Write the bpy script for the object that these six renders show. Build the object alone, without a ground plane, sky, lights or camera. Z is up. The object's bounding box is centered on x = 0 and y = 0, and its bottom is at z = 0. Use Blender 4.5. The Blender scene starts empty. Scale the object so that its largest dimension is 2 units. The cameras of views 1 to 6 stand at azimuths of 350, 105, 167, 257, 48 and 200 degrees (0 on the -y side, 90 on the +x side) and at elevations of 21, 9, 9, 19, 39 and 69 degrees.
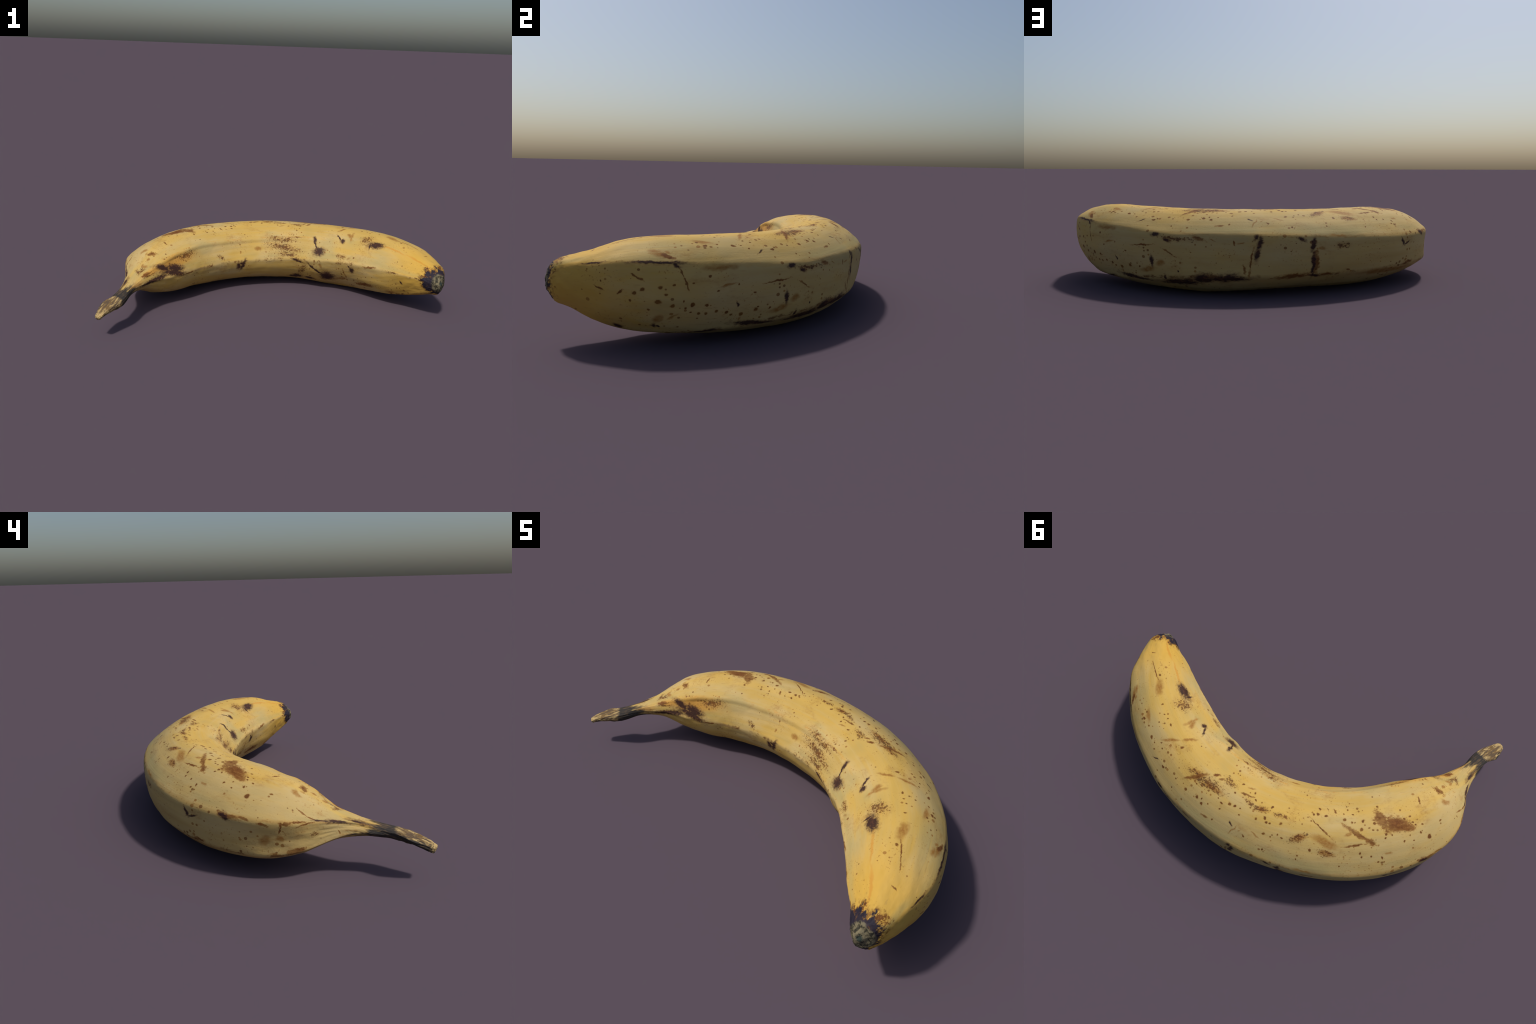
"""A single ripe banana lying on its side: a five-edged curved fruit lofted along
a spine, with a dry dark stem at one end and a crusty blossom scar at the other.
All colour is procedural; the skin is unrolled into (length, girth) coordinates in
the shader so that bruises, freckles and edge streaks sit where they belong."""
import bpy
import math
import numpy as np
from mathutils import noise, Vector

# ----------------------------------------------------------------------------
# 1. Shape: cross-sections along the spine, from the cut stem to the blossom end.
#    at     point of the spine
#    shift  offset of the section (outward, upward)
#    angle  direction of the five edges in the section plane, degrees
#           (top inner, middle inner, bottom, lower outer, upper outer)
#    reach  distance of the edges from the spine
#    bulge  roundness of the side that follows each edge
# ----------------------------------------------------------------------------
EDGES = 5
STATIONS = []


def station(at, shift, angle, reach, bulge):
    STATIONS.append((at, shift, tuple(math.radians(a) for a in angle), reach, bulge))


station(at=(-0.99, -0.515, 0.128), shift=(-0.02, 0.003), angle=(140.5, 138.1, 224.6, 325.2, 7.9),
        reach=(0.007, 0.007, 0.007, 0.0301, 0.0295), bulge=(0.1, 0.13, 0.11, 0.09, 0.16))
station(at=(-0.94, -0.455, 0.152), shift=(-0.016, 0.008), angle=(144.7, 160.9, 241.3, 346.3, 4.7),
        reach=(0.007, 0.0202, 0.0279, 0.0463, 0.0575), bulge=(0.1, 0.13, 0.14, 0.1, 0.14))
station(at=(-0.886, -0.4, 0.168), shift=(-0.015, 0.009), angle=(149.1, 175.5, 252.2, 350.6, 7.4),
        reach=(0.0074, 0.0171, 0.0369, 0.0561, 0.0559), bulge=(0.09, 0.16, 0.16, 0.09, 0.14))
station(at=(-0.85, -0.32, 0.183), shift=(-0.014, 0.007), angle=(152.1, 182.2, 257.6, 345.1, 10.6),
        reach=(0.0171, 0.0183, 0.0332, 0.0604, 0.0417), bulge=(0.09, 0.19, 0.18, 0.07, 0.12))
station(at=(-0.827, -0.243, 0.198), shift=(-0.02, 0.003), angle=(154.9, 183.6, 260.1, 339, 16),
        reach=(0.0444, 0.0509, 0.0483, 0.0697, 0.0481), bulge=(0.09, 0.2, 0.18, 0.04, 0.1))
station(at=(-0.81, -0.175, 0.2), shift=(-0.025, 0.002), angle=(148, 182.2, 258.7, 334.2, 16.9),
        reach=(0.0878, 0.0942, 0.0662, 0.0923, 0.0724), bulge=(0.07, 0.19, 0.12, -0.01, 0.12))
station(at=(-0.76, -0.07, 0.19), shift=(-0.013, 0.008), angle=(146.3, 180.3, 254.9, 328.5, 18),
        reach=(0.1625, 0.1663, 0.1193, 0.151, 0.1384), bulge=(0.05, 0.19, 0.09, -0.04, 0.17))
station(at=(-0.66, 0.05, 0.185), shift=(-0.001, 0.004), angle=(144.7, 176.2, 245.5, 335.2, 18.4),
        reach=(0.2112, 0.2213, 0.1648, 0.1996, 0.1948), bulge=(0.06, 0.19, 0.13, -0.01, 0.19))
station(at=(-0.53, 0.15, 0.18), shift=(0.004, 0.007), angle=(142.5, 176.3, 243.4, 338.1, 17.3),
        reach=(0.232, 0.24, 0.1737, 0.2151, 0.2149), bulge=(0.06, 0.18, 0.16, 0.03, 0.2))
station(at=(-0.37, 0.23, 0.178), shift=(0.008, 0.005), angle=(142.9, 174.9, 246.3, 338.5, 19),
        reach=(0.2329, 0.2493, 0.178, 0.2128, 0.2251), bulge=(0.04, 0.17, 0.17, 0.05, 0.21))
station(at=(-0.08, 0.29, 0.178), shift=(0.017, -0.001), angle=(142.6, 174.4, 245.7, 337.3, 23.5),
        reach=(0.2338, 0.2574, 0.1686, 0.2035, 0.2279), bulge=(0.03, 0.18, 0.16, 0.06, 0.21))
station(at=(0.25, 0.279, 0.18), shift=(0.006, 0.003), angle=(141.9, 173.2, 254.5, 336.3, 26.6),
        reach=(0.2411, 0.2654, 0.184, 0.2104, 0.2129), bulge=(0.02, 0.17, 0.15, 0.02, 0.19))
station(at=(0.5, 0.2, 0.185), shift=(-0.011, 0.004), angle=(139.7, 174.3, 243.9, 326.9, 28.6),
        reach=(0.2414, 0.2768, 0.2084, 0.1924, 0.1997), bulge=(0.02, 0.12, 0.13, 0.05, 0.17))
station(at=(0.67, 0.02, 0.19), shift=(0.015, 0.001), angle=(130.5, 169.8, 236.9, 312, 35),
        reach=(0.2162, 0.255, 0.1948, 0.1822, 0.2028), bulge=(0.03, 0.08, 0.11, 0.12, 0.17))
station(at=(0.8, -0.15, 0.2), shift=(0.004, 0.003), angle=(125.7, 167.9, 226.7, 302.1, 34.5),
        reach=(0.1961, 0.205, 0.1818, 0.1756, 0.1969), bulge=(0.03, 0.08, 0.08, 0.15, 0.17))
station(at=(0.885, -0.3, 0.215), shift=(-0.002, 0.008), angle=(122.8, 171.1, 234.4, 287.1, 36.6),
        reach=(0.145, 0.1533, 0.1381, 0.1405, 0.1553), bulge=(0.03, 0.06, 0.05, 0.15, 0.14))
station(at=(0.93, -0.41, 0.235), shift=(-0.013, 0), angle=(117.7, 172.4, 235.9, 284.6, 41.7),
        reach=(0.0884, 0.0889, 0.0911, 0.0988, 0.1041), bulge=(0.03, 0.05, 0.05, 0.14, 0.14))
station(at=(0.945, -0.47, 0.245), shift=(-0.02, -0.006), angle=(105.7, 177, 238.3, 282.4, 46.8),
        reach=(0.0528, 0.0498, 0.0559, 0.0715, 0.0596), bulge=(0.04, 0.07, 0.1, 0.16, 0.19))
station(at=(0.95, -0.5, 0.248), shift=(-0.031, -0.012), angle=(93.2, 180.4, 241, 285.4, 49.6),
        reach=(0.0191, 0.0098, 0.0206, 0.0345, 0.0091), bulge=(0.06, 0.1, 0.14, 0.23, 0.26))


def spline_weights(knots, at):
    """Natural cubic spline through the knots, as a weight matrix."""
    n, h = len(knots), np.diff(knots)
    a, b = np.eye(n), np.zeros((n, n))
    for i in range(1, n - 1):
        a[i, i - 1:i + 2] = h[i - 1], 2 * (h[i - 1] + h[i]), h[i]
        b[i, i - 1:i + 2] = 6 / h[i - 1], -6 / h[i - 1] - 6 / h[i], 6 / h[i]
    m = np.linalg.solve(a, b)
    w = np.zeros((len(at), n))
    for k, x in enumerate(at):
        i = min(max(int(np.searchsorted(knots, x)) - 1, 0), n - 2)
        p, q = (knots[i + 1] - x) / h[i], (x - knots[i]) / h[i]
        w[k, i] += p
        w[k, i + 1] += q
        w[k] += ((p ** 3 - p) * m[i] + (q ** 3 - q) * m[i + 1]) * h[i] ** 2 / 6
    return w


SPINE = np.array([s[0] for s in STATIONS], float)
KNOTS = np.concatenate([[0], np.cumsum(np.linalg.norm(np.diff(SPINE, axis=0), axis=1))])
LENGTH = KNOTS[-1]
RINGS, SIDE = 560, 28            # rings along the fruit, points per side
GIRTH = EDGES * SIDE

along = np.linspace(0, LENGTH, RINGS)
W = spline_weights(KNOTS, along)
D = spline_weights(KNOTS, np.clip(along + 1e-3, 0, LENGTH)) - spline_weights(KNOTS, np.clip(along - 1e-3, 0, LENGTH))
centre = W @ SPINE
tangent = D @ SPINE
tangent /= np.linalg.norm(tangent, axis=1, keepdims=True)
outward = np.cross([0, 0, 1], tangent)
outward /= np.linalg.norm(outward, axis=1, keepdims=True)
upward = np.cross(tangent, outward)

shift = W @ np.array([s[1] for s in STATIONS])
angle = W @ np.array([s[2] for s in STATIONS])
reach = np.maximum(W @ np.array([s[3] for s in STATIONS]), 0.004)
bulge = W @ np.array([s[4] for s in STATIONS])

corner = np.stack([reach * np.cos(angle), reach * np.sin(angle)], -1)
side = np.roll(corner, -1, 1) - corner
normal2 = np.stack([side[..., 1], -side[..., 0]], -1)
t = np.arange(SIDE) / SIDE
arch = 4 * t * (1 - t)
section = (corner[:, :, None] * (1 - t)[:, None] + np.roll(corner, -1, 1)[:, :, None] * t[:, None]
           + normal2[:, :, None] * (bulge[:, :, None, None] * arch[:, None])).reshape(RINGS, GIRTH, 2)
# round the edges a little by blurring the outline round the ring
soft = section.copy()
for _ in range(4):
    soft = (np.roll(soft, 1, 1) + 2 * soft + np.roll(soft, -1, 1)) / 4
section = soft + shift[:, None]
points = centre[:, None] + section[..., :1] * outward[:, None] + section[..., 1:] * upward[:, None]


def grid_normals(p):
    du, dv = np.gradient(p, axis=0), np.roll(p, -1, 1) - np.roll(p, 1, 1)
    n = np.cross(dv, du)
    n /= np.linalg.norm(n, axis=-1, keepdims=True) + 1e-12
    out = p - p.mean(1, keepdims=True)
    return n * np.sign((n * out).sum(-1).mean())


def smooth_step(x, a, b):
    x = np.clip((x - a) / (b - a), 0, 1)
    return x * x * (3 - 2 * x)


# ----------------------------------------------------------------------------
# 2. Relief: gentle waviness of the skin, puckers at both ends, a raised lip on
#    the edges, torn fibres on the stem and a ringed crust on the blossom scar.
# ----------------------------------------------------------------------------
def fbm(x, y, z, octaves=3):
    return noise.fractal(Vector((x, y, z)), 1.0, 2.0, octaves)


normals = grid_normals(points)
tip_axis = tangent[-30]
tip_rim = points[int(np.searchsorted(along, 2.712))].mean(0)
tip_centre = tip_rim + tip_axis * ((points[-1].mean(0) - tip_rim) @ tip_axis)
relief = np.zeros((RINGS, GIRTH))
for i in range(RINGS):
    u = along[i]
    body = smooth_step(u, 0.30, 0.55) * (1 - smooth_step(u, 2.45, 2.68))
    neck = smooth_step(u, 0.12, 0.26) * (1 - smooth_step(u, 0.42, 0.62))
    stub = 1 - smooth_step(u, 0.12, 0.22)
    pucker = smooth_step(u, 2.40, 2.62)
    scar = smooth_step(u, 2.655, 2.70)
    for j in range(GIRTH):
        sx, sy = section[i, j]
        edge = (j % SIDE) / SIDE
        edge = min(edge, 1 - edge) * SIDE
        lip = math.exp(-(edge / 1.6) ** 2)
        d = 0.0010 * (1 - stub) + body * (0.0030 * fbm(u * 4, sx * 7, sy * 7, 2) + 0.0018 * fbm(u * 2.5, sx * 26, sy * 26, 2) + 0.0012 * fbm(u * 13, sx * 15, sy * 15, 2)
                    + 0.0022 * lip * (0.6 + 0.8 * fbm(u * 9, j // SIDE * 3.7, 1.0, 2)))
        if j < SIDE and 0.4 < u < 1.9:     # a crisp top inner edge above a flat, slightly sunk facet
            held = smooth_step(u, 0.42, 0.65) * (1 - smooth_step(u, 1.45, 1.85))
            w = j / SIDE
            d += held * (0.0035 * math.exp(-(w / 0.06) ** 2)
                         - 0.0055 * smooth_step(w, 0.03, 0.17) * (1 - smooth_step(w, 0.45, 0.95)))
        if neck > 0:
            r = math.hypot(sx, sy) + 1e-4
            d += neck * (0.0028 * fbm(u * 7, sx / r * 4.2, sy / r * 4.2, 3) + 0.0015 * lip)
        if stub > 0:
            r = math.hypot(sx, sy) + 1e-4
            d += stub * 0.0042 * fbm(u * 16, sx / r * 3.5 + u * 6, sy / r * 3.5, 4)
        if pucker > 0:
            d += pucker * (0.0030 * fbm(u * 9, sx * 22, sy * 22, 3))
        if scar > 0:
            q = points[i, j] - tip_centre
            rr = np.linalg.norm(q - tip_axis * (q @ tip_axis))
            swirl = fbm(q[0] * 25, q[1] * 25, q[2] * 25, 2)
            d += scar * (0.0030 * math.exp(-((rr - 0.045 + 0.006 * swirl) / 0.006) ** 2)
                         - 0.0045 * math.exp(-((rr - 0.030 + 0.008 * swirl) / 0.005) ** 2)
                         + 0.0020 * math.exp(-(rr / 0.012) ** 2)
                         + 0.0030 * fbm(q[0] * 60, q[1] * 60, q[2] * 60, 3))
        relief[i, j] = d
points = points + normals * relief[..., None]
points[..., 2] = np.maximum(points[..., 2], 0.0)      # it rests on its belly

# ----------------------------------------------------------------------------
# 3. Unrolled coordinates used by the skin: length L along the arc of the fruit
#    and girth V round it (0 on top, positive on the outer side).
# ----------------------------------------------------------------------------
ARC_X, ARC_Y, ARC_R, ARC_Z, GIRTH_SCALE = 0.0024, -0.6342, 0.944, 0.19, 0.2


def unroll(p):
    dx, dy = p[..., 0] - ARC_X, p[..., 1] - ARC_Y
    return (ARC_R * np.arctan2(dx, dy),
            GIRTH_SCALE * np.arctan2(np.hypot(dx, dy) - ARC_R, p[..., 2] - ARC_Z))


# Blemishes seen on the skin: (length, girth, half length, half width, tilt in degrees)
DARK_BRUISES = [
    (0.885, -0.130, 0.047, 0.019, -170), (0.847, -0.147, 0.020, 0.005, -69), (0.632, -0.157, 0.013, 0.013, -147),
    (0.599, -0.140, 0.024, 0.004, -43), (0.617, 0.153, 0.014, 0.003, -149), (0.162, 0.131, 0.011, 0.004, 128),
    (-0.885, -0.229, 0.047, 0.018, -44), (-0.802, -0.258, 0.055, 0.020, -17), (-0.821, -0.283, 0.077, 0.018, -18),
    (-0.964, -0.301, 0.090, 0.018, 13), (-0.223, -0.333, 0.016, 0.019, 23), (-0.186, -0.328, 0.029, 0.011, 56),
    (-0.191, -0.313, 0.031, 0.007, 12), (0.419, -0.182, 0.017, 0.010, -59), (0.432, -0.209, 0.023, 0.004, -49),
    (0.467, -0.245, 0.038, 0.018, 3), (0.294, -0.304, 0.042, 0.005, -12), (0.452, -0.349, 0.071, 0.006, -28),
    (0.544, -0.400, 0.050, 0.033, -5), (0.765, -0.314, 0.015, 0.017, -53), (0.746, -0.296, 0.012, 0.004, -23),
    (0.285, -0.433, 0.045, 0.019, 9), (0.398, -0.444, 0.031, 0.013, -10), (1.148, -0.312, 0.006, 0.013, 21),
    (0.966, 0.171, 0.073, 0.005, 174), (1.151, 0.143, 0.029, 0.004, 171), (0.906, 0.186, 0.011, 0.005, 152),
    (0.973, 0.452, 0.005, 0.011, -176), (0.962, 0.456, 0.004, 0.006, -168), (1.084, 0.513, 0.013, 0.014, -156),
    (0.808, 0.482, 0.034, 0.008, -160), (0.525, 0.228, 0.017, 0.007, -172), (0.474, 0.248, 0.013, 0.005, 163),
    (0.541, 0.348, 0.021, 0.006, 93), (0.431, 0.387, 0.003, 0.004, 146), (0.489, 0.421, 0.014, 0.004, -91),
    (0.646, 0.449, 0.069, 0.009, 175), (0.443, 0.441, 0.057, 0.013, -169), (0.344, 0.415, 0.028, 0.018, -159),
    (0.248, 0.409, 0.037, 0.017, -167), (0.720, 0.355, 0.008, 0.003, 96), (0.139, 0.235, 0.010, 0.006, -124),
    (0.129, 0.261, 0.024, 0.008, 80), (0.138, 0.304, 0.026, 0.007, 86), (-0.025, 0.249, 0.015, 0.005, 153),
    (-0.069, 0.270, 0.023, 0.007, 78), (-0.071, 0.356, 0.047, 0.006, 89), (-0.082, 0.410, 0.021, 0.006, 170),
    (-0.493, 0.288, 0.017, 0.005, 120), (-0.519, 0.296, 0.021, 0.003, -163), (-0.656, 0.255, 0.018, 0.009, 157),
    (0.435, 0.449, 0.071, 0.014, -175), (0.327, 0.424, 0.026, 0.015, -167), (0.250, 0.413, 0.065, 0.012, -178),
    (-0.966, 0.177, 0.030, 0.007, -147), (-1.017, 0.113, 0.064, 0.015, -120), (-1.096, -0.080, 0.059, 0.028, -119),
]
BROWN_BLOTCHES = [
    (1.050, 0.002, 0.061, 0.003, 13), (1.172, 0.026, 0.015, 0.003, 69), (-0.690, -0.310, 0.045, 0.004, 3),
    (0.220, 0.260, 0.009, 0.003, 102), (0.412, 0.044, 0.059, 0.008, -125), (0.278, 0.174, 0.014, 0.005, -176),
    (0.341, -0.033, 0.018, 0.009, -144), (0.311, -0.031, 0.011, 0.006, -133), (0.160, -0.034, 0.035, 0.005, -171),
    (-0.055, -0.001, 0.011, 0.004, 130), (0.093, 0.159, 0.007, 0.004, 123), (0.571, -0.000, 0.009, 0.005, -113),
    (-0.511, -0.003, 0.056, 0.025, 109), (-0.567, 0.023, 0.056, 0.034, 164), (-0.612, 0.055, 0.036, 0.017, 163),
    (-0.394, 0.048, 0.082, 0.011, 141), (-0.438, 0.084, 0.031, 0.012, 139), (-0.377, 0.099, 0.043, 0.005, -173),
    (-0.221, 0.015, 0.063, 0.003, 138), (-0.861, -0.070, 0.039, 0.014, 106), (-0.729, -0.058, 0.019, 0.004, 74),
    (-0.290, -0.076, 0.015, 0.004, 114), (-0.664, 0.253, 0.035, 0.008, 171), (-1.005, -0.219, 0.025, 0.015, -177),
    (0.928, 0.148, 0.022, 0.008, 147), (0.893, 0.211, 0.023, 0.003, 106), (0.880, 0.256, 0.027, 0.003, 105),
    (1.069, 0.276, 0.015, 0.004, -118), (1.023, 0.213, 0.025, 0.003, 137), (1.136, 0.251, 0.017, 0.003, 140),
    (0.579, 0.274, 0.041, 0.003, -177), (0.464, 0.305, 0.029, 0.003, 144), (0.353, 0.240, 0.023, 0.007, 166),
    (-0.081, 0.352, 0.050, 0.011, 94), (0.003, 0.406, 0.066, 0.011, -176), (-0.127, 0.406, 0.021, 0.005, -176),
    (-0.525, 0.386, 0.015, 0.009, 172), (-0.218, 0.389, 0.009, 0.006, 179), (0.160, 0.337, 0.054, 0.004, 82),
    (0.182, 0.373, 0.018, 0.004, 100), (0.855, -0.411, 0.074, 0.015, 7), (0.914, -0.269, 0.046, 0.004, 7),
    (-0.670, 0.253, 0.032, 0.007, -180), (-0.728, 0.250, 0.019, 0.004, 167), (-0.787, 0.261, 0.016, 0.006, 167),
    (-0.855, 0.244, 0.017, 0.010, -161), (-0.893, 0.225, 0.032, 0.006, -157), (-0.841, 0.273, 0.032, 0.003, 88),
    (-0.892, 0.409, 0.029, 0.012, -177), (-0.829, 0.416, 0.024, 0.009, 164), (-0.544, 0.382, 0.025, 0.006, 172),
    (-0.916, 0.230, 0.038, 0.004, -134), (-0.900, 0.159, 0.028, 0.003, 131), (-0.930, 0.183, 0.016, 0.005, 162),
    (-1.076, 0.345, 0.011, 0.037, -143), (-1.026, 0.334, 0.043, 0.003, 95),
]
GRAINY_PATCHES = [
    (-0.383, -0.271, 0.032, 0.012, -21), (0.659, -0.250, 0.045, 0.013, -3), (0.156, -0.195, 0.117, 0.014, -2),
    (0.110, -0.180, 0.076, 0.007, 1), (0.251, -0.178, 0.084, 0.006, 2), (0.203, -0.273, 0.095, 0.013, -3),
    (0.796, -0.105, 0.050, 0.028, 179), (1.290, 0.039, 0.059, 0.026, -74), (1.303, -0.119, 0.079, 0.030, -97),
    (0.424, 0.028, 0.046, 0.019, -166), (0.316, 0.034, 0.067, 0.019, -170), (0.266, -0.046, 0.041, 0.021, 173),
    (0.064, -0.001, 0.047, 0.018, -171), (-0.029, -0.001, 0.038, 0.015, -180), (-0.131, 0.083, 0.048, 0.023, -146),
    (0.127, -0.006, 0.032, 0.014, 165), (-0.254, 0.140, 0.036, 0.020, 170), (-0.594, 0.037, 0.064, 0.031, 142),
    (-0.984, -0.151, 0.025, 0.031, 149), (-0.673, -0.213, 0.082, 0.022, 3), (-0.991, -0.234, 0.044, 0.027, 0),
    (0.176, -0.238, 0.153, 0.024, -6), (0.336, -0.361, 0.055, 0.027, 49), (0.544, -0.400, 0.041, 0.044, -18),
    (1.091, -0.254, 0.043, 0.008, 9), (1.274, -0.159, 0.040, 0.015, 65), (1.276, -0.073, 0.029, 0.019, -6),
    (0.442, 0.243, 0.071, 0.011, 176), (-0.188, 0.279, 0.033, 0.013, -180), (0.386, 0.429, 0.012, 0.014, 141),
    (0.307, 0.402, 0.038, 0.014, 176), (-0.945, 0.315, 0.014, 0.030, 163), (-1.004, -0.135, 0.064, 0.013, -104),
    (1.280, 0.035, 0.054, 0.013, 107), (1.278, -0.113, 0.055, 0.014, 101), (0.364, 0.029, 0.111, 0.033, 7),
    (0.794, -0.107, 0.052, 0.032, 61),
]
TAN_STAINS = [
    (0.415, 0.023, 0.033, 0.014, -171), (0.319, 0.034, 0.056, 0.012, -170), (-0.131, 0.082, 0.039, 0.016, -150),
    (0.059, -0.002, 0.035, 0.013, -173), (-0.255, 0.137, 0.034, 0.016, 164), (-0.959, -0.111, 0.026, 0.011, -121),
    (-0.905, -0.100, 0.012, 0.016, 167), (-0.856, 0.028, 0.024, 0.014, 175), (-0.956, -0.136, 0.030, 0.011, -83),
    (-0.849, 0.016, 0.036, 0.009, -74), (0.730, -0.251, 0.017, 0.010, 9), (-0.099, 0.288, 0.013, 0.006, 167),
    (0.751, 0.269, 0.029, 0.005, -169), (0.569, 0.393, 0.012, 0.013, 161), (0.298, 0.244, 0.012, 0.003, 148),
    (0.192, 0.257, 0.013, 0.005, -161), (0.931, -0.013, 0.050, 0.022, 171), (0.803, 0.082, 0.037, 0.014, 157),
    (0.955, 0.137, 0.037, 0.014, 157), (0.633, 0.026, 0.055, 0.008, -123), (0.585, -0.049, 0.042, 0.008, -123),
    (0.682, -0.111, 0.042, 0.012, -77), (0.157, -0.074, 0.021, 0.005, -167), (0.145, 0.158, 0.037, 0.003, -109),
    (0.119, 0.144, 0.011, 0.004, -129), (0.052, 0.129, 0.023, 0.005, 156), (-0.243, 0.086, 0.071, 0.021, 152),
    (-0.349, 0.045, 0.021, 0.009, -172), (-0.849, 0.019, 0.032, 0.014, 132), (-0.509, 0.158, 0.017, 0.007, 160),
    (-0.904, -0.094, 0.011, 0.012, 171), (-0.719, -0.108, 0.007, 0.008, 161), (0.968, 0.118, 0.023, 0.014, 167),
    (0.926, 0.129, 0.012, 0.008, 135), (0.801, 0.080, 0.044, 0.014, 164), (0.961, 0.410, 0.024, 0.015, -122),
    (0.919, 0.400, 0.025, 0.006, -133), (0.780, 0.205, 0.065, 0.012, 178), (0.503, 0.354, 0.022, 0.014, -160),
    (0.561, 0.390, 0.040, 0.014, -162), (0.760, 0.269, 0.027, 0.003, -170), (0.704, 0.425, 0.006, 0.012, -174),
    (-0.411, 0.417, 0.185, 0.021, 179), (-0.171, 0.237, 0.046, 0.006, 179), (-0.199, -0.261, 0.007, 0.008, -3),
    (-0.044, -0.245, 0.031, 0.011, -3), (-0.593, -0.306, 0.129, 0.007, -0), (0.496, -0.321, 0.022, 0.008, -48),
    (0.662, -0.406, 0.064, 0.016, 18), (0.695, -0.347, 0.040, 0.008, -76), (1.063, -0.440, 0.043, 0.023, -16),
    (0.667, -0.107, 0.041, 0.015, -44), (-0.842, 0.328, 0.016, 0.019, 161), (-0.792, 0.335, 0.021, 0.027, 162),
]
ORANGE_TINTS = [
    (1.027, -0.113, 0.077, 0.006, -174), (1.194, -0.077, 0.095, 0.008, -163), (-1.099, -0.284, 0.064, 0.030, 21),
    (-0.949, -0.222, 0.074, 0.030, 0), (-0.787, -0.224, 0.191, 0.040, 1),
]
ROUND_DOTS = [   # (length, girth, radius)
    (0.703, 0.112, 0.007), (0.675, 0.109, 0.004), (0.650, 0.132, 0.004), (0.804, 0.104, 0.006), (0.755, 0.098, 0.004),
    (1.004, -0.027, 0.005), (0.829, -0.008, 0.005), (0.746, -0.010, 0.004), (0.708, -0.009, 0.006), (0.774, -0.001, 0.004),
    (0.626, 0.091, 0.004), (0.570, 0.004, 0.006), (0.413, 0.131, 0.007), (0.349, 0.118, 0.007), (0.318, 0.132, 0.006),
    (0.330, 0.110, 0.004), (0.244, 0.067, 0.006), (0.209, 0.047, 0.008), (0.182, 0.045, 0.007), (0.234, 0.099, 0.004),
    (0.293, 0.110, 0.004), (0.266, 0.055, 0.004), (0.388, 0.068, 0.004), (0.470, 0.180, 0.004), (0.546, 0.137, 0.005),
    (0.562, 0.144, 0.006), (0.016, 0.108, 0.006), (0.020, 0.052, 0.007), (0.036, 0.032, 0.008), (0.069, 0.052, 0.005),
    (0.020, -0.032, 0.006), (-0.045, 0.037, 0.006), (0.003, 0.050, 0.004), (0.107, -0.031, 0.004), (0.146, 0.071, 0.004),
    (0.154, 0.045, 0.004), (-0.060, -0.054, 0.004), (-0.014, 0.111, 0.004), (-0.045, 0.094, 0.004), (0.003, 0.188, 0.005),
    (-0.143, 0.168, 0.004), (-0.137, 0.186, 0.004), (-0.188, 0.132, 0.005), (-0.205, -0.053, 0.005), (-0.064, 0.104, 0.004),
    (0.213, -0.012, 0.004), (0.204, -0.073, 0.006), (0.124, -0.062, 0.005), (0.240, 0.165, 0.005), (-0.422, -0.020, 0.006),
    (-0.472, -0.001, 0.007), (-0.508, -0.082, 0.005), (-0.703, 0.153, 0.010), (-0.646, 0.006, 0.005), (-0.650, 0.040, 0.005),
    (-0.671, 0.108, 0.006), (-0.617, 0.104, 0.004), (-0.590, 0.121, 0.005), (-0.629, 0.132, 0.004), (-0.438, 0.160, 0.005),
    (-0.400, 0.162, 0.005), (-0.391, 0.140, 0.005), (-0.486, 0.176, 0.005), (-0.490, 0.199, 0.004), (-0.467, 0.194, 0.004),
    (-0.308, 0.202, 0.004), (-0.778, 0.103, 0.006), (-0.206, -0.053, 0.006), (-0.246, -0.047, 0.006), (-0.214, -0.082, 0.005),
    (-0.185, -0.048, 0.005), (-0.333, -0.061, 0.004), (-0.355, -0.083, 0.004), (-0.376, -0.056, 0.004), (-0.385, -0.013, 0.004),
    (-0.367, -0.015, 0.006), (-0.444, 0.019, 0.005), (-0.463, 0.033, 0.004), (-0.409, 0.020, 0.007), (-0.508, 0.081, 0.005),
    (-0.540, 0.075, 0.005), (-0.517, 0.064, 0.005), (-0.616, 0.010, 0.006), (-0.336, -0.030, 0.006), (-0.660, 0.060, 0.005),
    (-0.688, 0.073, 0.005), (-0.612, -0.039, 0.004), (0.956, 0.260, 0.007), (1.006, 0.268, 0.007), (1.030, 0.280, 0.008),
    (1.041, 0.317, 0.006), (0.962, 0.320, 0.010), (0.937, 0.291, 0.005), (0.920, 0.341, 0.007), (0.990, 0.360, 0.006),
    (0.861, 0.339, 0.007), (0.819, 0.345, 0.006), (0.917, 0.257, 0.004), (0.840, 0.382, 0.005), (0.820, 0.384, 0.006),
    (0.865, 0.375, 0.004), (0.888, 0.321, 0.004), (1.124, 0.219, 0.004), (0.809, 0.230, 0.004), (0.859, 0.254, 0.004),
    (0.882, 0.354, 0.004), (0.784, 0.377, 0.006), (0.752, 0.385, 0.006), (0.736, 0.399, 0.005), (0.704, 0.400, 0.007),
    (0.656, 0.386, 0.008), (0.786, 0.289, 0.004), (0.720, 0.270, 0.004), (0.809, 0.230, 0.004), (0.663, 0.307, 0.004),
    (0.648, 0.373, 0.004), (0.604, 0.382, 0.004),
]


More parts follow.
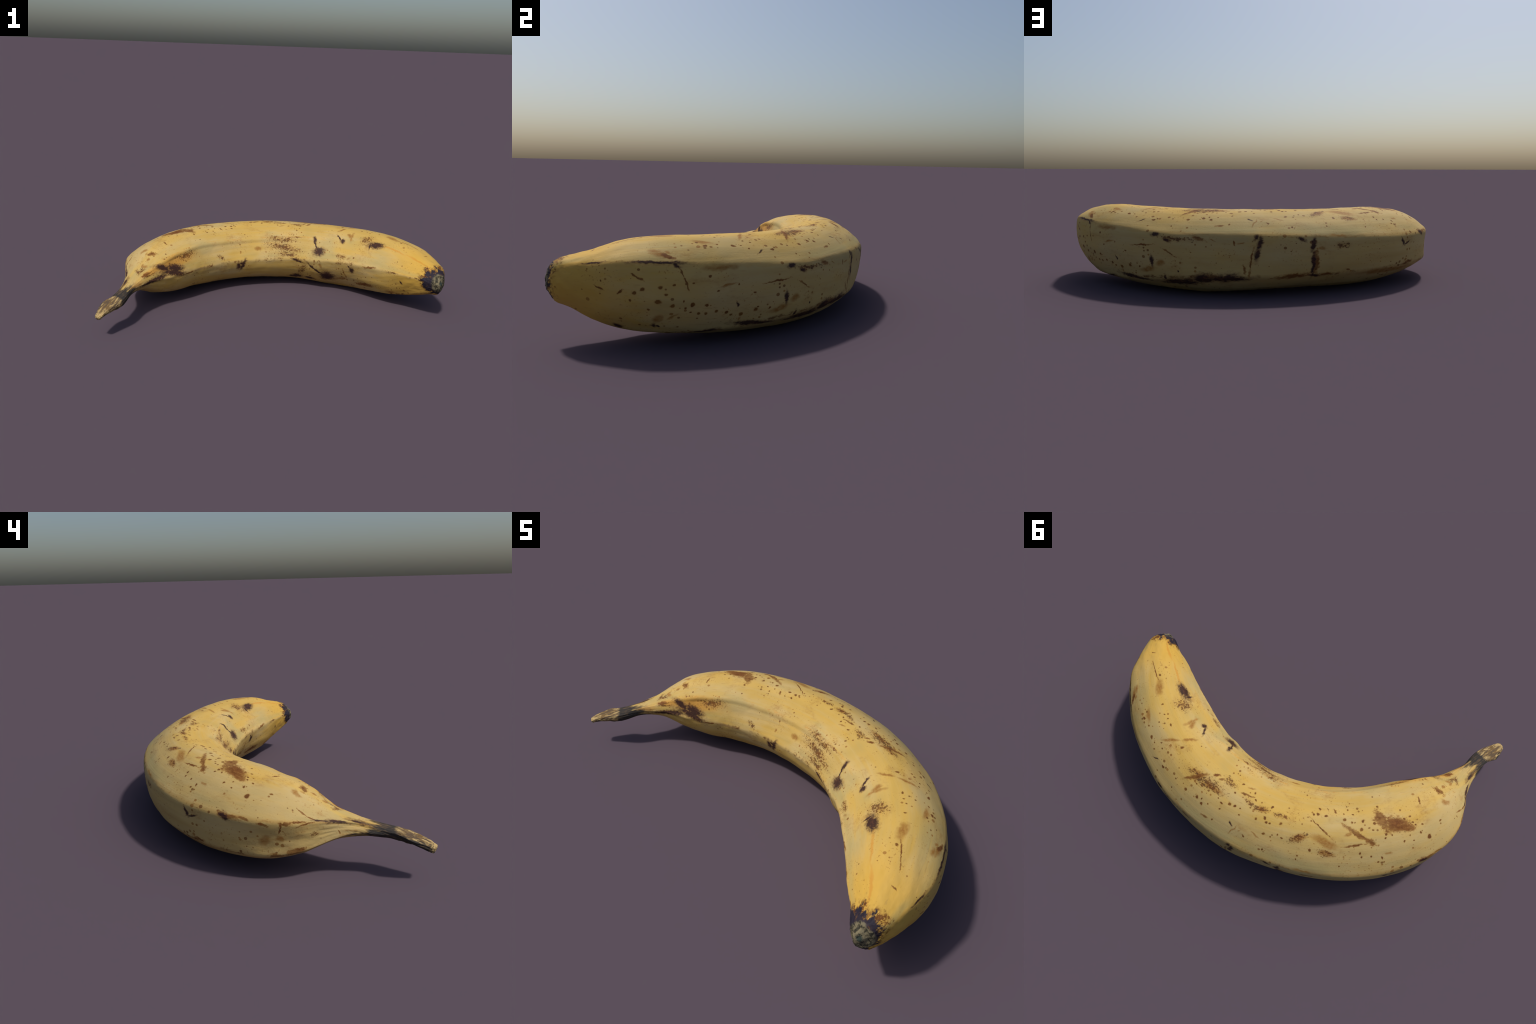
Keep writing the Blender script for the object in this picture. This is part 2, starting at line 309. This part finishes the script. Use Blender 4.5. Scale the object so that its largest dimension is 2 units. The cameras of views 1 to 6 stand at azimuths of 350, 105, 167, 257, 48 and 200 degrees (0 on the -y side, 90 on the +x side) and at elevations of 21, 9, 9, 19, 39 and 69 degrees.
# ----------------------------------------------------------------------------
# 4. Materials
# ----------------------------------------------------------------------------
class Graph:
    """A few helpers that make node graphs readable."""

    def __init__(self, material):
        material.use_nodes = True
        self.tree = material.node_tree
        self.tree.nodes.clear()

    def node(self, kind, **settings):
        n = self.tree.nodes.new("ShaderNode" + kind)
        for k, v in settings.items():
            setattr(n, k, v)
        return n

    def feed(self, socket, value):
        if isinstance(value, bpy.types.NodeSocket):
            self.tree.links.new(value, socket)
        else:
            socket.default_value = value

    def math(self, op, *values, clamp=False):
        n = self.node("Math", operation=op, use_clamp=clamp)
        for s, v in zip(n.inputs, values):
            self.feed(s, v)
        return n.outputs[0]

    def add(self, *v):
        out = v[0]
        for x in v[1:]:
            out = self.math("ADD", out, x)
        return out

    def mul(self, *v):
        out = v[0]
        for x in v[1:]:
            out = self.math("MULTIPLY", out, x)
        return out

    def step(self, value, low, high):
        """Smooth ramp: 0 at low, 1 at high (low may be the larger one)."""
        n = self.node("MapRange", interpolation_type="SMOOTHSTEP")
        flip = low > high
        for name, v in (("Value", value), ("From Min", min(low, high)), ("From Max", max(low, high)),
                        ("To Min", 1.0 if flip else 0.0), ("To Max", 0.0 if flip else 1.0)):
            self.feed(n.inputs[name], v)
        return n.outputs["Result"]

    def combine(self, x, y, z):
        n = self.node("CombineXYZ")
        for s, v in zip(n.inputs, (x, y, z)):
            self.feed(s, v)
        return n.outputs[0]

    def noise(self, where, scale, detail=2.0, rough=0.5, distort=0.0, stretch=None):
        if stretch:
            m = self.node("VectorMath", operation="MULTIPLY")
            self.feed(m.inputs[0], where)
            m.inputs[1].default_value = stretch
            where = m.outputs[0]
        n = self.node("TexNoise")
        self.feed(n.inputs["Vector"], where)
        for k, v in (("Scale", scale), ("Detail", detail), ("Roughness", rough), ("Distortion", distort)):
            n.inputs[k].default_value = v
        return n.outputs["Fac"]

    def mix(self, fac, a, b):
        n = self.node("Mix", data_type="RGBA")
        self.feed(n.inputs[0], fac)
        for s, c in ((n.inputs[6], a), (n.inputs[7], b)):
            self.feed(s, c if isinstance(c, bpy.types.NodeSocket) else (*c, 1.0))
        return n.outputs[2]

    def nearest(self, where, marks, name):
        """Distance to the closest of many ellipses: 0 at a centre, 1 on a rim."""
        group = bpy.data.node_groups.new(name, "ShaderNodeTree")
        group.interface.new_socket("where", in_out="INPUT", socket_type="NodeSocketVector")
        group.interface.new_socket("distance", in_out="OUTPUT", socket_type="NodeSocketFloat")
        new, link = group.nodes.new, group.links.new
        entry, best = new("NodeGroupInput").outputs[0], None
        for mark in marks:
            if len(mark) == 3:        # a round dot: allow for the arc being longer on the outer side
                l, v, b = mark
                a, tilt = b * ARC_R / (ARC_R + GIRTH_SCALE * math.sin(v / GIRTH_SCALE)), 0
            else:
                l, v, a, b, tilt = mark
            source = entry
            if best is not None:      # a negligible link to the last result keeps evaluation in order
                chain = new("ShaderNodeVectorMath")
                chain.operation = "MULTIPLY_ADD"
                link(best, chain.inputs[0])
                chain.inputs[1].default_value = (1e-7, 1e-7, 0)
                link(entry, chain.inputs[2])
                source = chain.outputs[0]
            m = new("ShaderNodeMapping")
            m.vector_type = "TEXTURE"
            link(source, m.inputs["Vector"])
            m.inputs["Location"].default_value = (l, v, 0)
            m.inputs["Rotation"].default_value = (0, 0, math.radians(tilt))
            m.inputs["Scale"].default_value = (a, b, 1)
            d = new("ShaderNodeVectorMath")
            d.operation = "LENGTH"
            link(m.outputs[0], d.inputs[0])
            if best is None:
                best = d.outputs["Value"]
            else:
                least = new("ShaderNodeMath")
                least.operation = "MINIMUM"
                link(best, least.inputs[0])
                link(d.outputs["Value"], least.inputs[1])
                best = least.outputs[0]
        link(best, new("NodeGroupOutput").inputs[0])
        n = self.node("Group", node_tree=group)
        self.feed(n.inputs[0], where)
        return n.outputs[0]

    def curve(self, value, low, high, xs, ys):
        """A smooth curve through (xs, ys); ys may be negative."""
        y0, y1 = float(min(ys)), float(max(ys))
        n = self.node("FloatCurve")
        c = n.mapping.curves[0]
        for k, (x, y) in enumerate(zip(xs, ys)):
            p = ((x - low) / (high - low), (y - y0) / (y1 - y0 + 1e-9))
            if k in (0, 1):
                c.points[k].location = p
            else:
                c.points.new(*p)
        n.mapping.update()
        m = self.node("MapRange")
        for name, v in (("Value", value), ("From Min", low), ("From Max", high)):
            self.feed(m.inputs[name], v)
        self.feed(n.inputs["Value"], m.outputs["Result"])
        return self.add(self.mul(n.outputs[0], y1 - y0), y0)


# colours (linear)
YELLOW = (0.530, 0.345, 0.088)
PALE = (0.535, 0.385, 0.155)
GREENISH = (0.370, 0.300, 0.118)
WARM = (0.590, 0.345, 0.052)
ORANGE = (0.520, 0.225, 0.030)
TAN = (0.290, 0.128, 0.026)
BROWN = (0.128, 0.043, 0.010)
BRUISE = (0.034, 0.014, 0.014)
STEM_DARK = (0.040, 0.036, 0.032)
STEM_BROWN = (0.115, 0.078, 0.048)
FIBRE = (0.470, 0.335, 0.145)
CRUST = (0.200, 0.170, 0.100)

# where the edges run in unrolled coordinates (sampled from the shape itself)
rings = [int(k) for k in np.linspace(RINGS * 0.13, RINGS * 0.955, 24)]
L_ALL, V_ALL = unroll(points)
EDGE_RUN = []
for k in range(EDGES):
    ls, vs = L_ALL[rings, k * SIDE], V_ALL[rings, k * SIDE]
    order = np.argsort(ls)
    EDGE_RUN.append((ls[order], vs[order]))


def skin_material(name, rough, bump):
    material = bpy.data.materials.new(name)
    g = Graph(material)
    position = g.node("TexCoord").outputs["Object"]
    xyz = g.node("SeparateXYZ")
    g.feed(xyz.inputs[0], position)
    x, y, z = xyz.outputs
    dx, dy = g.math("SUBTRACT", x, ARC_X), g.math("SUBTRACT", y, ARC_Y)
    L = g.mul(g.math("ARCTAN2", dx, dy), ARC_R)
    rho = g.math("SUBTRACT", g.math("SQRT", g.add(g.mul(dx, dx), g.mul(dy, dy))), ARC_R)
    dz = g.math("SUBTRACT", z, ARC_Z)
    V = g.mul(g.math("ARCTAN2", rho, dz), GIRTH_SCALE)
    straight = g.combine(L, rho, dz)          # the banana unbent
    unrolled = g.combine(L, V, 0.0)

    # along the stem: 0 at the cut, about 0.31 where the neck begins; and across it
    sx, sy, sz = g.add(x, 0.985), g.add(y, 0.507), g.add(z, -0.130)
    stem = g.add(g.mul(sx, 0.503), g.mul(sy, 0.838), g.mul(sz, 0.210))
    above = g.math("SUBTRACT", sz, g.mul(stem, 0.21))
    stemwise = g.combine(stem, g.add(g.mul(sx, 0.857), g.mul(sy, -0.515)), above)

    # noises
    cloud = g.noise(straight, 5.0, 3.0, 0.55, stretch=(0.6, 1.4, 1.4))
    speckle = g.noise(straight, 165.0, 2.0, 0.6, stretch=(0.7, 1.0, 1.0))
    fibres = g.noise(straight, 60.0, 3.0, 0.6, stretch=(0.05, 1.0, 1.0))
    fine = g.noise(straight, 120.0, 2.0, 0.6)
    grain = g.noise(straight, 92.0, 3.0, 0.65, stretch=(0.6, 1.0, 1.0))
    ragged = g.noise(straight, 26.0, 3.0, 0.6)
    wobble = g.node("TexNoise")
    g.feed(wobble.inputs["Vector"], straight)
    wobble.inputs["Scale"].default_value, wobble.inputs["Detail"].default_value = 38.0, 3.0
    off = g.node("VectorMath", operation="MULTIPLY_ADD")
    g.feed(off.inputs[0], wobble.outputs["Color"])
    off.inputs[1].default_value = (0.020, 0.020, 0.0)
    g.feed(off.inputs[2], unrolled)
    shifted = g.node("VectorMath", operation="ADD")
    g.feed(shifted.inputs[0], off.outputs[0])
    shifted.inputs[1].default_value = (-0.010, -0.010, 0.0)
    wavy = shifted.outputs[0]

    # ground colour
    colour = g.mix(g.step(cloud, 0.38, 0.66), YELLOW, PALE)
    colour = g.mix(g.mul(g.step(g.noise(straight, 3.2, 2.0, 0.5, stretch=(0.8, 1.5, 1.5)), 0.52, 0.74), 0.55), colour, GREENISH)
    colour = g.mix(g.mul(g.step(fibres, 0.45, 0.75), 0.35), colour, PALE)
    colour = g.mix(g.mul(g.step(fibres, 0.50, 0.28), 0.28), colour, WARM)
    smear = g.noise(straight, 7.0, 3.0, 0.6, stretch=(0.35, 1.3, 1.3))
    colour = g.mix(g.mul(g.step(smear, 0.54, 0.70), 0.40), colour, GREENISH)
    beige = g.mul(g.step(g.add(V, g.mul(g.add(cloud, -0.5), 0.22)), 0.00, 0.09), g.step(L, 1.05, 0.75), 0.55)
    colour = g.mix(beige, colour, (0.470, 0.345, 0.150))
    gold = g.mul(g.step(g.math("ABSOLUTE", g.add(V, 0.055, g.mul(g.add(cloud, -0.5), 0.16))), 0.060, 0.015), 0.45)
    colour = g.mix(gold, colour, (0.610, 0.385, 0.085))
    colour = g.mix(g.mul(g.step(L, 0.95, 1.20), 0.75), colour, WARM)
    colour = g.mix(g.mul(g.step(g.noise(straight, 4.0, 2.0, 0.5), 0.56, 0.72), 0.30), colour, WARM)

    # orange tints, tan stains
    d = g.nearest(wavy, ORANGE_TINTS, "orange_tints")
    colour = g.mix(g.mul(g.step(g.add(d, g.mul(g.add(ragged, -0.5), 0.7)), 1.5, 0.2), 0.62), colour, ORANGE)
    d = g.nearest(wavy, TAN_STAINS, "tan_stains")
    stain = g.step(g.add(d, g.mul(g.add(ragged, -0.5), 1.3), g.mul(g.add(grain, -0.5), 0.7)), 1.30, 0.35)
    colour = g.mix(g.mul(stain, g.add(g.mul(g.step(grain, 0.35, 0.65), 0.35), 0.60)), colour, TAN)

    # general grime: soft mottling, thicker on some faces
    grime = g.step(g.noise(straight, 11.0, 4.0, 0.65, stretch=(0.7, 1.0, 1.0)), 0.53, 0.72)
    colour = g.mix(g.mul(grime, g.add(g.mul(g.step(grain, 0.40, 0.62), 0.30), 0.14), g.step(L, 1.15, 0.85)), colour, TAN)
    hatch = g.mul(g.step(g.noise(straight, 80.0, 2.0, 0.6, stretch=(0.18, 1.0, 1.0)), 0.62, 0.72), g.step(cloud, 0.40, 0.60), 0.35)
    colour = g.mix(hatch, colour, (0.360, 0.220, 0.070))

    # edge streaks: thin brown, broken lines along the five edges
    freckle_cells = g.step(grain, 0.53, 0.60)
    for k, (width, amount, tint) in enumerate(((0.008, 0.35, ORANGE), (0.012, 0.85, BROWN), (0.016, 0.90, BROWN), (0.012, 0.80, BROWN), (0.007, 0.45, TAN))):
        ls, vs = EDGE_RUN[k]
        run = g.curve(L, float(ls[0]), float(ls[-1]), ls, vs)
        gap = g.math("ABSOLUTE", g.math("SUBTRACT", g.math("SUBTRACT", V, run), g.mul(g.add(ragged, -0.5), 0.03)))
        broken = g.step(g.noise(straight, 9.0, 3.0, 0.6, stretch=(1.0, 0.3, 0.3)), 0.48, 0.60)
        line = g.mul(g.step(gap, width, width * 0.2), broken, g.step(grain, 0.40, 0.56), g.step(L, -1.05, -0.98), amount)
        if k in (1, 4):          # pale highlight painted on middle inner edge, tan line on upper outer, grey-green beside
            side = g.math("SUBTRACT", V, run) if k == 1 else g.math("SUBTRACT", run, V)
            beside = g.mul(g.step(side, 0.008, 0.022), g.step(side, 0.060, 0.030), g.step(smear, 0.40, 0.60), 0.45)
            colour = g.mix(beside, colour, GREENISH)
            colour = g.mix(g.mul(g.step(gap, 0.014, 0.004), 0.45 if k == 1 else 0.30), colour, PALE if k == 1 else (0.500, 0.280, 0.070))
        colour = g.mix(line, colour, tint)

    # freckles: tiny everywhere, larger and denser on the upper outer face
    cells = g.node("TexVoronoi", feature="F1")
    g.feed(cells.inputs["Vector"], straight)
    cells.inputs["Scale"].default_value = 52.0
    pick = g.node("SeparateColor")
    g.feed(pick.inputs[0], cells.outputs["Color"])
    region = g.step(g.noise(straight, 6.0, 2.0, 0.5), 0.42, 0.66)
    size = g.mul(g.step(pick.outputs[0], 0.40, 1.0), g.add(g.mul(region, 0.34), 0.08))
    freckle = g.step(g.math("SUBTRACT", cells.outputs["Distance"], size), 0.04, -0.04)
    freckle = g.mul(freckle, g.step(L, -1.02, -0.9), 0.80)
    colour = g.mix(freckle, colour, g.mix(pick.outputs[1], TAN, BROWN))
    dust = g.mul(g.step(g.noise(straight, 120.0, 2.0, 0.6), 0.63, 0.69), g.step(g.noise(straight, 8.0, 2.0, 0.5), 0.42, 0.62), 0.75)
    colour = g.mix(dust, colour, TAN)

    # grainy patches, blotches, dots, bruises
    d = g.nearest(wavy, GRAINY_PATCHES, "grainy_patches")
    density = g.step(d, 1.55, 0.25)
    colour = g.mix(g.mul(g.math("POWER", density, 1.5), 0.38), colour, TAN)
    threshold = g.math("SUBTRACT", 0.69, g.mul(g.math("POWER", density, 1.5), 0.22))
    speck = g.math("MAXIMUM", g.step(g.math("SUBTRACT", grain, threshold), -0.012, 0.03),
                   g.mul(g.step(g.math("SUBTRACT", speckle, g.math("SUBTRACT", 0.64, g.mul(density, 0.11))), -0.01, 0.04), 0.90))
    colour = g.mix(g.mul(speck, g.step(density, 0.0, 0.25), 0.85), colour, g.mix(g.step(ragged, 0.40, 0.60), BROWN, (0.085, 0.034, 0.014)))

    d = g.nearest(wavy, BROWN_BLOTCHES, "brown_blotches")
    edge = g.add(d, g.mul(g.add(grain, -0.5), 1.9), g.mul(g.add(speckle, -0.5), 1.0), g.mul(g.add(ragged, -0.5), 1.3))
    colour = g.mix(g.mul(g.step(edge, 1.45, 0.95), 0.55), colour, TAN)
    patchy = g.add(0.62, g.mul(g.step(g.noise(straight, 34.0, 3.0, 0.6, stretch=(0.5, 1.0, 1.0)), 0.38, 0.58), 0.32))
    colour = g.mix(g.mul(g.step(edge, 1.20, 0.60), patchy), colour, g.mix(g.step(grain, 0.30, 0.60), (0.200, 0.076, 0.017), BROWN))
    d = g.add(g.nearest(wavy, ROUND_DOTS, "round_dots"), g.mul(g.add(grain, -0.5), 0.7))
    colour = g.mix(g.mul(g.step(d, 1.60, 1.00), 0.45), colour, TAN)
    colour = g.mix(g.mul(g.step(d, 1.18, 0.82), 0.94), colour, g.mix(g.step(ragged, 0.35, 0.65), (0.19, 0.080, 0.016), BROWN))
    d = g.nearest(wavy, DARK_BRUISES, "dark_bruises")
    edge = g.add(g.mul(d, 0.88), g.mul(g.add(grain, -0.5), 1.5), g.mul(g.add(speckle, -0.5), 0.7))
    colour = g.mix(g.mul(g.step(edge, 1.75, 0.95), 0.45), colour, (0.160, 0.070, 0.030))
    colour = g.mix(g.mul(g.step(edge, 1.30, 0.55), 0.95), colour, g.mix(g.step(grain, 0.46, 0.66), BRUISE, (0.075, 0.028, 0.018)))

    # stem: yellow runs out in dark tongues, then a dry grey-black shaft, then pale torn fibres
    tongues = g.noise(stemwise, 42.0, 3.0, 0.6, stretch=(0.22, 1.0, 1.0))
    strands = g.noise(stemwise, 110.0, 3.0, 0.65, 0.4, stretch=(0.16, 1.0, 1.0))
    reach_ = g.add(stem, g.mul(g.add(tongues, -0.5), 0.28), g.mul(above, 0.9))
    shaft = g.step(reach_, 0.305, 0.235)
    dark = g.mix(g.step(strands, 0.48, 0.68), STEM_DARK, STEM_BROWN)
    colour = g.mix(g.mul(g.step(reach_, 0.345, 0.255), g.step(strands, 0.46, 0.62), 0.6), colour, TAN)
    colour = g.mix(shaft, colour, dark)
    inner = g.add(g.mul(sx, 0.857), g.mul(sy, -0.515))
    upper = g.step(g.add(above, g.mul(inner, 0.40), g.mul(g.add(strands, -0.5), 0.03)), 0.007, 0.018)
    torn = g.mul(g.step(g.add(stem, g.mul(g.add(tongues, -0.5), 0.09)), 0.148, 0.128), upper)
    flakes = g.step(g.noise(stemwise, 55.0, 3.0, 0.6, stretch=(0.45, 1.0, 1.0)), 0.42, 0.56)
    wood = g.mix(flakes, (0.190, 0.118, 0.048), FIBRE)
    colour = g.mix(torn, colour, g.mix(g.step(strands, 0.40, 0.56), STEM_BROWN, wood))
    butt = g.mul(g.step(stem, 0.014, 0.004), g.step(fine, 0.40, 0.55))
    colour = g.mix(butt, colour, FIBRE)

    # blossom end: dark collar with ragged edge round a ringed, grey-brown crust
    bx, by, bz = g.add(x, -TIP[0]), g.add(y, -TIP[1]), g.add(z, -TIP[2])
    depth = g.mul(-1.0, g.add(g.mul(bx, TIP_AXIS[0]), g.mul(by, TIP_AXIS[1]), g.mul(bz, TIP_AXIS[2])))
    out2 = g.math("SUBTRACT", g.add(g.mul(bx, bx), g.mul(by, by), g.mul(bz, bz)), g.mul(depth, depth))
    radius = g.math("SQRT", g.math("MAXIMUM", out2, 0.0))
    lick = g.noise(straight, 44.0, 3.0, 0.6, stretch=(0.5, 1.0, 1.0))
    far = g.add(depth, g.mul(g.add(lick, -0.5), 0.11), g.mul(g.math("MAXIMUM", bx, -0.10), 0.40), g.step(bx, -0.25, -0.35))
    stained = g.mul(g.step(far, 0.075, 0.040), g.step(grain, 0.42, 0.56), 0.75)
    colour = g.mix(stained, colour, BROWN)
    collar = g.step(far, 0.045, 0.032)
    colour = g.mix(collar, colour, g.mix(g.step(lick, 0.42, 0.70), (0.022, 0.018, 0.028), (0.045, 0.030, 0.034)))
    ring = g.math("SINE", g.add(g.mul(radius, 190.0), g.mul(lick, 20.0)))
    crust = g.mix(g.step(g.add(ring, g.mul(g.add(grain, -0.5), 3.5)), -1.1, 0.1), (0.030, 0.028, 0.020), g.mix(g.step(ragged, 0.35, 0.65), CRUST, (0.105, 0.090, 0.055)))
    crust = g.mix(g.step(g.add(radius, g.mul(g.add(fine, -0.5), 0.02)), 0.018, 0.006), crust, (0.040, 0.052, 0.042))
    face = g.mul(g.step(g.add(radius, g.mul(g.add(lick, -0.5), 0.03)), 0.055, 0.047), g.step(depth, 0.032, 0.022))
    colour = g.mix(face, colour, crust)

    # surface grain
    height = g.add(g.mul(fibres, 0.5), g.mul(fine, 0.25), g.mul(strands, g.step(stem, 0.34, 0.2), 2.2), g.mul(lick, collar, 1.5))
    b = g.node("Bump")
    b.inputs["Strength"].default_value = bump
    b.inputs["Distance"].default_value = 0.004
    g.feed(b.inputs["Height"], height)
    shader = g.node("BsdfPrincipled")
    g.feed(shader.inputs["Base Color"], colour)
    shader.inputs["Roughness"].default_value = rough
    shader.inputs["Specular IOR Level"].default_value = 0.12
    g.feed(shader.inputs["Normal"], b.outputs[0])
    g.feed(g.node("OutputMaterial").inputs["Surface"], shader.outputs[0])
    return material


TIP = [float(c) for c in tip_centre]
TIP_AXIS = [float(c) for c in tip_axis]
PEEL = skin_material("spotted_yellow_peel", 0.65, 0.45)


def variant(name, rough, bump):
    """The same skin with a drier, rougher surface."""
    material = PEEL.copy()
    material.name = name
    for n in material.node_tree.nodes:
        if n.bl_idname == "ShaderNodeBsdfPrincipled":
            n.inputs["Roughness"].default_value = rough
        if n.bl_idname == "ShaderNodeBump":
            n.inputs["Strength"].default_value = bump
    return material


STEM = variant("dry_stem_fibre", 0.75, 0.6)
SCAR = variant("crusty_blossom_scar", 0.62, 0.5)

# ----------------------------------------------------------------------------
# 5. Mesh: one continuous skin with closed ends, separated into its regions
# ----------------------------------------------------------------------------
CAP = 5
verts = [points.reshape(-1, 3)]
faces, owner = [], []
STEM_END = int(np.searchsorted(along, 0.300))
SCAR_START = int(np.searchsorted(along, 2.655))


def part_of(ring):
    return 0 if ring < STEM_END else 2 if ring >= SCAR_START else 1


for i in range(RINGS - 1):
    for j in range(GIRTH):
        k = (j + 1) % GIRTH
        faces.append((i * GIRTH + j, (i + 1) * GIRTH + j, (i + 1) * GIRTH + k, i * GIRTH + k))
        owner.append(part_of(i))
total = RINGS * GIRTH
for ring, flip, part in ((0, True, 0), (RINGS - 1, False, 2)):
    rim = points[ring]
    middle = rim.mean(0)
    previous = ring * GIRTH
    for c in range(1, CAP):
        f = 1 - c / CAP
        layer = middle + (rim - middle) * f
        layer += (tangent[ring] * (-1 if flip else 1)) * (0.004 * (1 - f * f))
        verts.append(layer)
        for j in range(GIRTH):
            k = (j + 1) % GIRTH
            q = (previous + j, total + j, total + k, previous + k)
            faces.append(q[::-1] if flip else q)
            owner.append(part)
        previous, total = total, total + GIRTH
    verts.append((middle + tangent[ring] * (-1 if flip else 1) * 0.004)[None])
    for j in range(GIRTH):
        k = (j + 1) % GIRTH
        q = (previous + j, total, previous + k)
        faces.append(q[::-1] if flip else q)
        owner.append(part)
    total += 1
verts = np.concatenate(verts)

whole = bpy.data.meshes.new("whole_skin")
whole.from_pydata(verts.tolist(), [], faces)
whole.update()
volume = sum(whole.vertices[p.vertices[0]].co.dot(p.normal) * p.area for p in whole.polygons)
if volume < 0:
    whole.flip_normals()
    faces = [f[::-1] for f in faces]
vertex_normals = np.array([n.vector[:] for n in whole.vertex_normals])

banana = bpy.data.objects.new("banana", None)
bpy.context.scene.collection.objects.link(banana)
banana["label"] = "ripe yellow banana with brown spots and a dry dark stem"
banana["category"] = "banana"
banana.empty_display_size = 0.2

for part, (name, material) in enumerate((("stem", STEM), ("peel", PEEL), ("blossom_tip", SCAR))):
    chosen = [f for f, o in zip(faces, owner) if o == part]
    used = sorted({v for f in chosen for v in f})
    index = {v: n for n, v in enumerate(used)}
    mesh = bpy.data.meshes.new(name)
    mesh.from_pydata(verts[used].tolist(), [], [tuple(index[v] for v in f) for f in chosen])
    mesh.update()
    for p in mesh.polygons:
        p.use_smooth = True
    mesh.normals_split_custom_set_from_vertices([Vector(n) for n in vertex_normals[used]])
    mesh.materials.append(material)
    obj = bpy.data.objects.new(name, mesh)
    bpy.context.scene.collection.objects.link(obj)
    obj.parent = banana
bpy.data.meshes.remove(whole)
